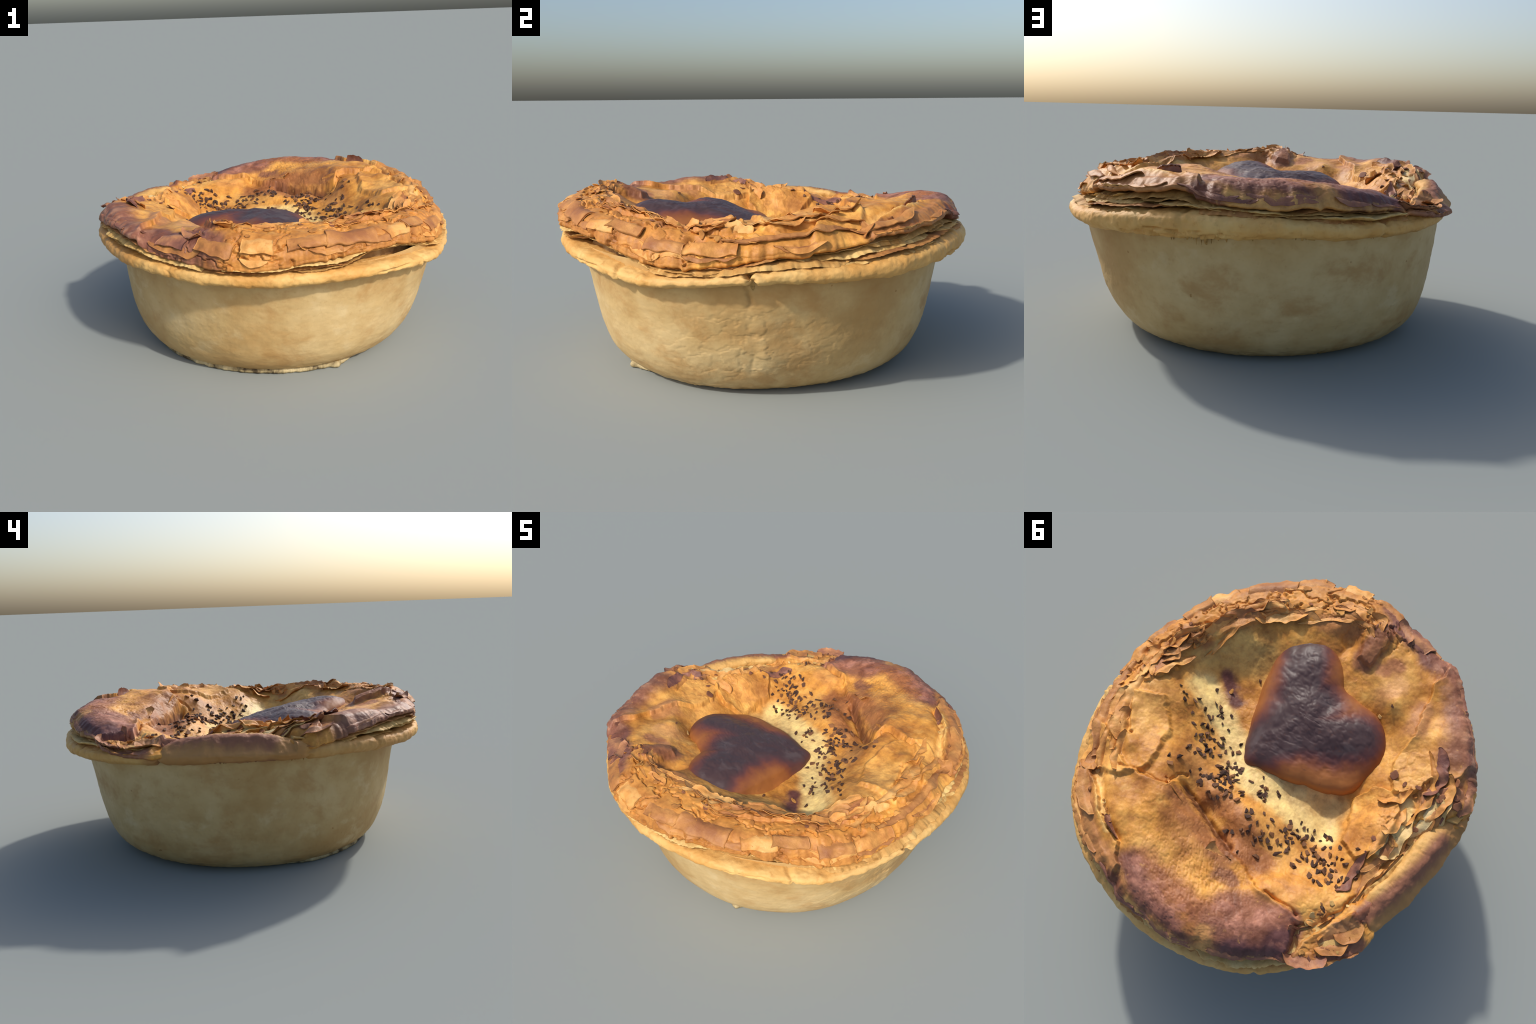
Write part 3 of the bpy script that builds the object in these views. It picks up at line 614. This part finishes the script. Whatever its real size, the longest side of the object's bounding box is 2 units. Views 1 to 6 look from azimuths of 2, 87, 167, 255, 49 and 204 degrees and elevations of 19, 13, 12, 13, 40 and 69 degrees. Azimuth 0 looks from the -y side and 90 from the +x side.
LID = {}
def make_lid():
    nt = 1100; th = np.linspace(-np.pi, np.pi, nt, endpoint=False); deg = np.degrees(th)
    q1 = np.stack([np.cos(th), np.sin(th), 0*th], 1)
    R = around(EDGE, 1, deg)+.010*fbm(q1, .10, 3)+.006*fbm(q1, .03, 2); zl = around(EDGE, 2, deg)+.006*fbm(q1, .08, 3, off=8)
    R = R-.006
    s1 = np.linspace(.004, .78, 225); phi = np.radians(np.linspace(0, 90, 92))[1:]
    t = np.concatenate([s1, .78+.22*np.sin(phi)]); u = np.concatenate([0*s1, np.sin(phi)])
    T, TH = np.meshgrid(t, th, indexing='ij'); U = np.repeat(u[:, None], nt, 1)
    R0 = around(EDGE, 1, deg)-.006; RR = T*(R0+(R-R0)*smooth(.84, .99, T))
    X = RR*np.cos(TH); Y = RR*np.sin(TH)
    h = lid_soft(X, Y)
    Z = zl+(h-zl)*np.sqrt(np.clip(1-U**2.3, 0, 1))
    G = np.stack([X, Y, Z], -1)
    n = grid_normals(G)
    n = np.where(n[..., 2:3] < 0, -n, n)
    # keep the displacement nearly vertical on the lid, outward on the steep face
    x, y, z, uu, d = X.ravel(), Y.ravel(), Z.ravel(), U.ravel(), np.degrees(TH).ravel()
    q = np.stack([x, y, z], 1)
    up = torn_relief(x, y, d, uu)*(1-.6*smooth(.75, 1, uu))
    f = .0058*fbm(q, .14, 2)+.0024*fbm(q, .05, 3, off=4)+.0006*fbm(q, .016, 2, off=6)
    # broken plates over the front and +x face of the crust
    front = smooth(-128, -112, d)*smooth(0, -12, d)*smooth(.70, .80, np.hypot(x, y)+.02*fbm(q, .1, 2))
    arc = np.concatenate([s1*.93, .78*.93+np.cumsum(np.hypot(np.diff(np.concatenate([[.78*.93], .78*.93+.205*np.sin(phi)])), .10*np.diff(np.concatenate([[1], np.cos(phi)])) ))])
    A = np.repeat(arc[:, None], nt, 1).ravel()
    w = np.stack([fbm(q, .06, 3), fbm(q, .06, 3, off=11)], 1)
    b, rid = cells(np.stack([d/14.5, A/.105], 1)+.32*w, 7)
    plate = .016*(rid-.5)*smooth(0, .10, b)-.012*np.exp(-(b/.055)**2)
    b2, rid2 = cells(np.stack([d/4.2, A/.040], 1)+.4*w, 9)
    chips = .007*(rid2-.5)*smooth(0, .14, b2)
    crest = np.exp(-((np.hypot(x, y)-.77)/.06)**2)*smooth(-120, -100, d)*smooth(5, -10, d)
    f += front*plate+crest*chips*1.6
    # flaky patches elsewhere
    b3, rid3 = cells(np.stack([x, y], 1)/.055+.5*w, 13)
    low = smooth(.06, .30, fbm(q, .30, 2, off=31))
    side = np.clip(np.exp(-((x+.70)**2+(y-.05)**2)/.03)+np.exp(-((x+.55)**2+(y-.70)**2)/.02)+np.exp(-((x+.30)**2+(y+.80)**2)/.01), 0, 1)
    f += (.010*(rid3-.5)*smooth(0, .12, b3)-.004*np.exp(-(b3/.08)**2))*np.clip(side*1.1+.22*low, 0, 1)
    # fine baking wrinkles on the roll
    roll = np.exp(-((x-.10)**2+(y-.72)**2)/.09)
    wr = np.abs(fbm(np.stack([x*2.2+.8*y, y, z], 1), .05, 3, off=14)); f += -.004*roll*np.exp(-(wr/.12)**2)
    P = q+n.reshape(-1, 3)*f[:, None]; P[:, 2] += up
    G = P.reshape(len(t), nt, 3)
    # curl the lip under
    lip = G[-1]; rad = np.stack([np.cos(th), np.sin(th), 0*th], -1)
    under = [lip+rad*a+np.array([0, 0, b]) for a, b in ((.003, -.006), (0, -.012), (-.008, -.017), (-.03, -.016), (-.07, -.012), (-.14, -.008))]
    G = np.concatenate([G, np.stack(under)])
    # close the pole
    G[0] = G[0].mean(0)
    LID['G'] = G[:len(t)]
    F = grid_faces(len(G), nt); V = G.reshape(-1, 3)
    # whole-surface vertex normals, shared by the sections so that no seam shows
    vn = np.zeros_like(V); fn = np.cross(V[F[:, 2]]-V[F[:, 0]], V[F[:, 3]]-V[F[:, 1]])
    for k in range(4):
        for c in range(3): vn[:, c] += np.bincount(F[:, k], fn[:, c], len(V))
    vn /= np.maximum(np.linalg.norm(vn, axis=1, keepdims=True), 1e-12)
    c = V[F].mean(1); cx, cy = c[:, 0], c[:, 1]; ca = np.degrees(np.arctan2(cy, cx)); cr = np.hypot(cx, cy)
    sec = np.where((ca > -112) & (ca < 25), 0, np.where(np.abs(ca) > 118, 2, 1))
    sec = np.where((ca <= -112) & (ca > -166), 3, np.where(ca <= -166, 2, sec))
    sec = np.where(cr < .46, 4, sec); sec = np.where(poly_sd(cx, cy, SHEETS[0][0]) < 0, 1, sec); sec = np.where((sec == 1) & (poly_sd(cx, cy, SHEETS[0][0]) >= 0), 4, sec)
    lid = bpy.data.objects.new('pie_lid', None); bpy.context.scene.collection.objects.link(lid); lid.parent = root
    for k, nm in enumerate(('flaky_front_crust', 'curled_roll', 'ragged_crust', 'lobed_crust', 'lid_basin')):
        f = F[sec == k]; used, inv = np.unique(f, return_inverse=True); v = V[used]
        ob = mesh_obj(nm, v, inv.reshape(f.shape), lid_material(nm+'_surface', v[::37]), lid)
        ob.data.normals_split_custom_set_from_vertices(vn[used].tolist())
    from mathutils.bvhtree import BVHTree
    B = G[::2, ::2]
    LID['bvh'] = BVHTree.FromPolygons(B.reshape(-1, 3).tolist(), grid_faces(B.shape[0], B.shape[1]).tolist())

def lid_point(x, y):
    hit = LID['bvh'].ray_cast(Vector((x, y, 2)), Vector((0, 0, -1)))
    if hit[0] is None: return Vector((x, y, .7)), Vector((0, 0, 1))
    n = hit[1]; n = -n if n.z < 0 else n
    return hit[0], n

HEART_TOP = [ # measured points on the puffed top of the heart
 (.15,.04,.628),(.16,-.06,.640),(.17,-.15,.665),(.17,-.25,.685),(.17,-.35,.700),(.17,-.45,.710),(.15,-.55,.712),(.05,.04,.640),(.05,-.05,.668),(.05,-.15,.688),(.05,-.25,.708),
 (.05,-.35,.725),(.05,-.45,.740),(.05,-.55,.748),(-.05,.04,.652),(-.05,-.05,.672),(-.05,-.15,.702),(-.05,-.25,.728),(-.05,-.35,.728),(-.05,-.45,.738),(-.05,-.55,.742),
 (-.15,.04,.650),(-.15,-.05,.660),(-.15,-.15,.700),(-.15,-.25,.718),(-.15,-.35,.700),(-.25,.03,.647),(-.25,-.05,.648),(-.25,-.15,.698),(-.25,-.25,.720),(-.25,-.35,.708),
 (-.35,0,.640),(-.35,-.05,.632),(-.35,-.15,.684),(-.35,-.25,.708),(-.35,-.35,.697),(-.43,-.15,.664),(-.43,-.25,.680),(.08,-.63,.712)]

def make_heart():
    # smooth closed outline through the control points, sampled around an inner centre
    pts = np.array(HEART); n = len(pts); m = 14; dense = []
    for k in range(n):
        p0, p1, p2, p3 = pts[k-1], pts[k], pts[(k+1) % n], pts[(k+2) % n]
        tt = np.linspace(0, 1, m, endpoint=False)[:, None]
        dense.append(.5*((2*p1)+(-p0+p2)*tt+(2*p0-5*p1+4*p2-p3)*tt**2+(-p0+3*p1-3*p2+p3)*tt**3))
    out = np.concatenate(dense); c = np.array([-.055, -.22]); no = len(out)
    rag = fbm(np.concatenate([out, 0*out[:, :1]], 1), .10, 3)*.008; out = out+(out-c)/np.linalg.norm(out-c, axis=1)[:, None]*rag[:, None]
    s = np.concatenate([np.linspace(.01, .8, 70), 1-.2*np.cos(np.radians(np.linspace(0, 90, 50)))[1:]])
    XY = c+(out[None]-c)*s[:, None, None]
    x, y = XY[..., 0].ravel(), XY[..., 1].ravel()
    sd = np.maximum(-poly_sd(x, y, [tuple(p) for p in out[::3]]), 0)
    T = np.array(HEART_TOP); K = lambda a, b: np.sqrt((a[:, None]-T[:, 0])**2+(b[:, None]-T[:, 1])**2+.0025)
    A = K(T[:, 0], T[:, 1]); w = np.linalg.solve(A-.012*np.eye(len(T)), T[:, 2]-.68)
    top = .68+K(x, y)@w
    q = np.stack([x, y, 0*x], 1)
    top += smooth(0, .10, sd)*(.006*fbm(q, .11, 2, off=2)+.0025*fbm(q, .05, 2, off=6))+.0006*fbm(q, .02, 2, off=8)
    wr = np.abs(fbm(np.stack([x+.5*y, y*1.6, 0*x], 1), .07, 3, off=3))
    top += smooth(.02, .10, sd)*(.001-.0022*np.exp(-(wr/.26)**2))
    # the puffed side wall rolls down to where the heart sits on the lid
    k = np.clip(sd/.080, 0, 1); drop = .046*(1-np.sqrt(1-(1-k)**2.0))
    z = top-drop
    G = np.stack([x, y, z], -1).reshape(len(s), no, 3)
    # towards the lobes the edge melts into the lid; on the +y side it overhangs the hollow
    melt = smooth(.04, -.08, out[:, 1])[:, None]
    low = G[-1].copy(); low2 = low.copy()
    low[:, :2] = c+(low[:, :2]-c)*(.997+.035*melt); low[:, 2] -= .020
    low2[:, :2] = c+(low2[:, :2]-c)*(.97+.115*melt); low2[:, 2] -= .075-.020*melt[:, 0]
    G = np.concatenate([G, low[None], low2[None]]); G[0] = G[0].mean(0)
    mesh_obj('pastry_heart', G.reshape(-1, 3), grid_faces(len(G), no), heart_material(), root)

def flake_mesh(seed, chunky=False):
    """a small curled, torn chip of pastry with thickness"""
    rs = np.random.RandomState(seed); n = rs.randint(6, 10); nt = n*4
    ang = np.sort(rs.rand(n))*2*np.pi*.35+np.linspace(0, 2*np.pi, n, endpoint=False)*.65+np.linspace(0, .7, n)*np.pi*.7*0
    rad = .45+.65*rs.rand(n)
    a = np.linspace(0, 2*np.pi, nt, endpoint=False)
    r = np.interp(a, np.concatenate([ang-2*np.pi, ang, ang+2*np.pi]), np.tile(rad, 3))*(1+.07*rs.normal(size=nt))
    ratio = .55+.4*rs.rand(); curl = .35*rs.rand()+.1; twist = rs.normal()*.25; th = .10+.05*rs.rand()
    rings = []
    for s in (.02, .4, .75, 1.0):
        x = r*np.cos(a)*s; y = r*np.sin(a)*s*ratio
        z = curl*x*x*(1 if rs.rand() > -1 else 1)+twist*x*y+.05*np.sin(3*x+seed)
        rings.append(np.stack([x, y, z], -1))
    top = [g+np.array([0, 0, th/2*(1-.5*(i == 3))]) for i, g in enumerate(rings)]
    bot = [g-np.array([0, 0, th/2*(1-.5*(i == 3))]) for i, g in enumerate(rings)]
    G = np.stack(top+bot[::-1])
    return G.reshape(-1, 3), grid_faces(len(G), nt)

def seed_mesh(seed):
    import bmesh
    rs = np.random.RandomState(seed); bm = bmesh.new()
    for k in range(9):
        v = rs.normal(size=3); v /= np.linalg.norm(v); bm.verts.new((v[0]*(1+.25*rs.rand()), v[1]*.78, v[2]*.62))
    bmesh.ops.convex_hull(bm, input=bm.verts)
    me = bpy.data.meshes.new('chopped_seed'); bm.to_mesh(me); bm.free(); return me

def place(me, name, loc, normal, size, spin, tilt, parent, lift=0.0):
    ob = bpy.data.objects.new(name, me); bpy.context.scene.collection.objects.link(ob)
    n = (normal+Vector((0, 0, .4))).normalized(); q = Vector((0, 0, 1)).rotation_difference(n).to_matrix().to_4x4()
    ob.matrix_world = Matrix.Translation(loc+n*lift) @ q @ Matrix.Rotation(spin, 4, 'Z') @ Matrix.Rotation(tilt, 4, 'Y') @ Matrix.Diagonal((size, size, size, 1))
    ob.parent = parent
    return ob

def along(path, jitter):
    seg = [math.hypot(b[0]-a[0], b[1]-a[1]) for a, b in zip(path[:-1], path[1:])]
    t = random.random()*sum(seg)
    for (a, b), l in zip(zip(path[:-1], path[1:]), seg):
        if t <= l: break
        t -= l
    k = t/l
    return a[0]+(b[0]-a[0])*k+random.gauss(0, jitter), a[1]+(b[1]-a[1])*k+random.gauss(0, jitter)

def make_seeds():
    mat = seed_material(); meshes = [seed_mesh(100+k) for k in range(9)]
    for m in meshes: m.materials.append(mat)
    strokes = [ # path, count, spread
     ([(.408,-.022),(.312,.010)], 11, .020), ([(.285,.227),(.208,.198),(.151,.115)], 36, .024), ([(.529,-.112),(.440,-.064)], 6, .020),
     ([(.027,.168),(-.036,.156)], 12, .026), ([(.058,.369),(-.048,.366)], 9, .028), ([(-.096,.424),(-.218,.329)], 16, .030),
     ([(-.300,.400),(-.464,.328)], 26, .030), ([(-.380,.441),(-.526,.407)], 14, .022), ([(.219,.283),(.097,.255)], 9, .020),
     ([(-.236,.277),(-.364,.268)], 9, .025), ([(.395,-.172),(.300,-.123)], 6, .030), ([(-.429,.566),(-.478,.596)], 4, .020), ([(.386,.105),(.240,.042)], 12, .028),
     ([(-.07,.30),(-.25,.32)], 9, .035),
    ]
    spots = [along(p, j*1.3) for p, c, j in strokes for _ in range(int(c*1.75))]
    spots += [(.531,-.087), (.646,-.238), (.428,.248), (.414,.194), (.450,.215), (.245,-.366), (-.416,-.429), (.705,.508), (-.379,-.10), (.20,-.02)]
    taken = []
    for x, y in spots:
        if any((x-a)**2+(y-b)**2 < .012**2 for a, b in taken): continue
        taken.append((x, y))
        p, n = lid_point(x, y); sz = random.uniform(.0105, .0200)
        ob = place(random.choice(meshes), 'chopped_seed', p, n, sz, random.random()*6.28, random.gauss(0, .3), root, sz*.25)

def lid_grid(th, row):
    """point and outward normal of the finished lid at azimuth (deg) and profile row"""
    G = LID['G']; nr, nt = G.shape[:2]
    u = ((np.asarray(th)+180) % 360)/360*nt; v = np.clip(row, 3, nr-1.001)
    i = np.floor(u).astype(int); fu = (u-i)[..., None]; j = np.floor(v).astype(int); fv = (v-j)[..., None]
    a = lambda jj, ii: G[np.clip(jj, 0, nr-1), ii % nt]
    p = lambda jj, ii, fu, fv: (a(jj, ii)*(1-fu)+a(jj, ii+1)*fu)*(1-fv)+(a(jj+1, ii)*(1-fu)+a(jj+1, ii+1)*fu)*fv
    P = p(j, i, fu, fv)
    e1 = a(j, i+14)-a(j, i-14); e2 = a(j+7, i)-a(j-7, i)
    n = np.cross(e1, e2); n /= np.maximum(np.linalg.norm(n, axis=-1, keepdims=True), 1e-9)
    rad = np.stack([np.cos(np.radians(th)), np.sin(np.radians(th)), 0*np.asarray(th)+.8], -1)
    n = np.where(np.sum(n*rad, -1, keepdims=True) < 0, -n, n)
    return P, n

def lid_row(x, y):
    th = math.degrees(math.atan2(y, x)); R = float(around(EDGE, 1, [th])[0])-.006; t = math.hypot(x, y)/R
    return th, (t-.004)/(.776/224) if t < .78 else 224+math.degrees(math.asin(min(1, (t-.78)/.22)))/90*91

def torn_sheet(name, th0, row0, length, width, angle, lift, curl, mat, rs, thick=.004, ragged=.22, square=False, sink=.004):
    """a leaf of pastry following the lid; its lifted edge is torn and curled, its root is sunk in the crust.
    length and width in metres, angle turns the torn edge (0 = edge faces outwards)"""
    na, nb = max(14, int(length/.006)), max(8, int(width/.006))
    A, B = np.meshgrid(np.linspace(-.5, .5, na), np.linspace(0, 1, nb), indexing='ij')
    o = rs.rand()*50; e = np.stack([A[:, 0]*length, 0*A[:, 0], 0*A[:, 0]+o], 1)
    far = 1+ragged*(fbm(e, .05, 3)+.7*fbm(e, .018, 3, .7)); near = -.12*fbm(e, .04, 2, off=3)
    taper = 1 if square else (1-np.abs(A[:, 0]*2)**3.5)*.7+.3
    b = (near[:, None]*(1-B)+(far*taper)[:, None]*B)*width
    e2 = np.stack([B[0]*width, 0*B[0], 0*B[0]+o+9], 1)
    a = A*length+((.012*fbm(e2, .03, 3))[None]+(.010*fbm(e2, .03, 3, off=5))[None])*(1 if square else .6)
    ca, sa = math.cos(angle), math.sin(angle)
    tang = a*ca-b*sa; out = a*sa+b*ca
    P0, _ = lid_grid(np.array([th0]), np.array([row0])); r0 = max(.2, float(np.hypot(P0[0, 0], P0[0, 1])))
    Pa, _ = lid_grid(np.array([th0]), np.array([row0+4])); step = float(np.linalg.norm(Pa-P0))/4
    # walk along the profile by true arc length
    rows = np.arange(3, LID['G'].shape[0]-1); pr, _ = lid_grid(np.full(len(rows), th0), rows.astype(float))
    arc = np.concatenate([[0], np.cumsum(np.linalg.norm(np.diff(pr, axis=0), axis=1))]); s0 = np.interp(row0, rows, arc)
    row = np.interp(s0+out, arc, rows); th = th0+np.degrees(tang/r0)
    P, n = lid_grid(th.ravel(), row.ravel())
    # smooth the base surface a little so the leaf bridges the small relief
    sh = P.reshape(na, nb, 3); nn = n.reshape(na, nb, 3)
    for _ in range(6):
        for ax in (0, 1):
            pad = [(0, 0)]*3; pad[ax] = (1, 1)
            q = np.pad(sh, pad, mode='reflect', reflect_type='odd'); sh = (np.take(q, range(0, q.shape[ax]-2), ax)+2*sh+np.take(q, range(2, q.shape[ax]), ax))/4
            q = np.pad(nn, pad, mode='edge'); nn = (np.take(q, range(0, q.shape[ax]-2), ax)+2*nn+np.take(q, range(2, q.shape[ax]), ax))/4
    nn /= np.linalg.norm(nn, axis=2, keepdims=True)
    wav = fbm(np.stack([a.ravel(), b.ravel(), 0*a.ravel()+o], 1), .06, 3).reshape(na, nb)
    h = -sink+(lift+sink)*smooth(-.1, .5, B)+curl*B**2.2*(1+.7*wav)+.004*wav
    top = sh+nn*(h+thick/2)[..., None]; bot = sh+nn*(h-thick/2)[..., None]
    V = np.concatenate([top.reshape(-1, 3), bot.reshape(-1, 3)]); F = grid_faces(na, nb, False, False); m = na*nb
    idx = np.arange(m).reshape(na, nb); loop = np.concatenate([idx[0, :-1], idx[:-1, -1], idx[-1, :0:-1], idx[:0:-1, 0]])
    l2 = np.roll(loop, -1); side = np.stack([loop, l2, l2+m, loop+m], 1)
    return mesh_obj(name, V, np.concatenate([F, F[:, ::-1]+m, side]), mat, root)

def make_torn_sheets():
    gold = sheet_material('golden_torn_pastry', (.44, .175, .042), (.64, .295, .075), (.74, .42, .14))
    brown = sheet_material('browned_torn_pastry', (.30, .115, .040), (.44, .190, .055), (.58, .28, .080))
    dark = sheet_material('scorched_torn_pastry', (.16, .065, .050), (.29, .12, .070), (.46, .21, .090))
    pale = sheet_material('pale_torn_pastry', (.60, .37, .12), (.74, .50, .20), (.82, .62, .30))
    rs = np.random.RandomState(4); U = rs.uniform
    # broad plates on the front face of the crust
    for th, row, L, W, m in ((-104, 268, .17, .085, brown), (-93, 262, .13, .10, gold), (-80, 262, .17, .10, brown), (-66, 258, .24, .095, brown), (-50, 266, .15, .085, gold), (-40, 262, .16, .09, brown),
                             (-27, 270, .17, .085, brown), (-14, 262, .20, .085, gold), (-58, 285, .14, .05, brown), (-118, 262, .14, .09, dark)):
        torn_sheet('crust_plate', th, row, L, W, U(-.15, .15), U(.004, .010), U(.0, .010), m, rs, .007, .10, True, .010)
    # long overhanging sheets on the +x side
    for th, row, L, W, cu, m in ((8, 232, .40, .055, .010, gold), (19, 246, .26, .045, .008, gold), (6, 262, .52, .050, .004, brown), (24, 222, .20, .05, .012, gold), (33, 262, .34, .060, .003, brown)):
        torn_sheet('torn_leaf', th, row, L, W, U(-.06, .06), .010, cu, m, rs, .005, .22, False, .008)
    # shingled torn leaves along the broken crest
    for k in range(27):
        th = U(-112, -6); row = 226+rs.normal()*9+ (6 if th > -30 else 0); low = .35 if th < -72 else 1
        torn_sheet('torn_leaf', th, row, U(.10, .28), U(.022, .048), U(-.35, .35)+(math.pi if rs.rand() < .35 else 0), U(.002, .008)*low, U(.003, .015)*low, rs.choice([gold, gold, gold, brown, brown]), rs, U(.003, .005), .42)
    # ragged lips along the lower edge of the lid
    for k in range(26):
        th = U(-160, 130); torn_sheet('torn_leaf', th, U(288, 302), U(.10, .30), U(.02, .042), U(-.10, .10), U(.001, .005), U(-.004, .006), (dark if (60 < th < 118 or th < -125) else rs.choice([gold, brown])), rs, U(.003, .005), .40)
    # crumpled leaves on the low ragged side
    for k in range(17):
        x, y = along([(-.59,.40),(-.66,.22),(-.74,.04),(-.78,-.08)], .035); th, row = lid_row(x, y)
        torn_sheet('torn_leaf', th, row, U(.16, .42), U(.026, .05), U(-.18, .18), U(.003, .010), U(.002, .012), rs.choice([gold, gold, brown, dark, pale]), rs, U(.003, .005), .40)
    for x, y, L, W, an, m in ((-.70,-.17,.24,.07,.2,dark), (-.58,-.02,.15,.06,.9,gold), (-.60,.10,.16,.07,.1,gold), (-.56,.22,.15,.06,-.3,gold), (-.87,-.12,.16,.05,0,dark), (-.47,.62,.14,.05,.2,gold),
                             (-.55,.70,.16,.06,0,brown), (-.46,.80,.18,.06,0,dark), (-.60,.62,.14,.05,.2,brown), (-.40,.70,.12,.04,2.6,dark), (-.20,-.78,.10,.05,.3,gold), (-.33,-.80,.12,.05,.4,dark),
                             (.70,.16,.16,.06,.1,gold), (.76,.06,.16,.05,.1,gold), (.77,.37,.12,.05,-1.2,brown), (.52,.62,.12,.04,.2,dark), (.36,.36,.14,.05,2.8,gold), (.05,.55,.12,.05,3.0,brown), (.69,-.27,.12,.05,2.9,brown), (.62,-.42,.12,.05,2.9,brown)):
        th, row = lid_row(x, y); torn_sheet('torn_leaf', th, row, L, W, an, U(.004, .010), U(.008, .020), m, rs, .0045, .28)

def make_flakes():
    golden = flake_material('golden_flake', (.42, .165, .040), (.70, .34, .085)); pale = flake_material('pale_flake', (.60, .36, .11), (.78, .54, .22))
    dark = flake_material('dark_flake', (.15, .058, .040), (.36, .14, .055))
    sets = {}
    for kind, mat in (('g', golden), ('p', pale), ('d', dark)):
        sets[kind] = []
        for k in range(8):
            v, f = flake_mesh(40+k+ord(kind)); ob = mesh_obj('pastry_flake', v, f, mat); me = ob.data; bpy.data.objects.remove(ob); sets[kind].append(me)
    front = [(-.093,-.876),(-.024,-.838),(.141,-.821),(.245,-.781),(.336,-.703),(.476,-.653),(.570,-.571),(.651,-.477),(.700,-.408),(.737,-.264)]
    jobs = [ # path, kinds, count, spread, smallest, largest, tilt
     (front, 'gggd', 24, .030, .012, .030, .45),
     ([(.80,-.30),(.84,-.12),(.84,.05)], 'gg', 6, .025, .014, .032, .35),
     ([(-.643,-.110),(-.772,-.062),(-.875,-.050)], 'gdd', 9, .040, .014, .034, .40),
     ([(-.60,.32),(-.68,.14),(-.74,.02)], 'gdd', 7, .030, .012, .030, .40),
     ([(-.152,-.824),(-.253,-.812),(-.341,-.798)], 'gg', 7, .025, .012, .026, .4),
     ([(-.413,.831),(-.509,.763),(-.594,.667)], 'gd', 7, .035, .014, .032, .35),
     ([(-.38,.68),(-.45,.62),(-.56,.52)], 'gp', 8, .020, .012, .026, .4),
     ([(.62,.53),(.50,.65),(.74,.36)], 'gp', 7, .02, .010, .018, .4),
     ([(.70,-.33),(.86,-.22),(.80,-.10)], 'gg', 4, .03, .014, .026, .4),
    ]
    for path, kinds, count, jit, lo, hi, tl in jobs:
        for _ in range(count):
            x, y = along(path, jit); rr = math.hypot(x, y); lim = float(around(EDGE, 1, [math.degrees(math.atan2(y, x))])[0])-.06
            if rr > lim: x *= lim/rr; y *= lim/rr
            p, n = lid_point(x, y); k = random.choice(kinds); sz = random.uniform(lo, hi)
            place(random.choice(sets[k]), 'pastry_flake', p, n, sz, random.random()*6.28, random.gauss(0, tl), root, sz*.18)
    for x, y, sz, kind, tilt, lift in ((-.815,-.143,.030,'d',1.2,.018), (-.545,-.108,.034,'d',.3,.008), (.358,-.263,.024,'g',.8,.010), (.139,-.935,.040,'g',.1,.004),
                                 (-.500,.790,.034,'d',-.2,-.004), (-.58,-.69,.030,'d',.2,.0), (.73,.17,.03,'g',.5,.0), (-.379,-.385,.018,'p',.4,.004)):
        p, n = lid_point(x, y); place(sets[kind][2], 'pastry_flake', p, n, sz, .6, tilt, root, lift)

make_case(); make_foot_edge(); make_rim(); make_filling(); make_layers(); make_lid(); make_heart(); make_torn_sheets(); make_seeds(); make_flakes()
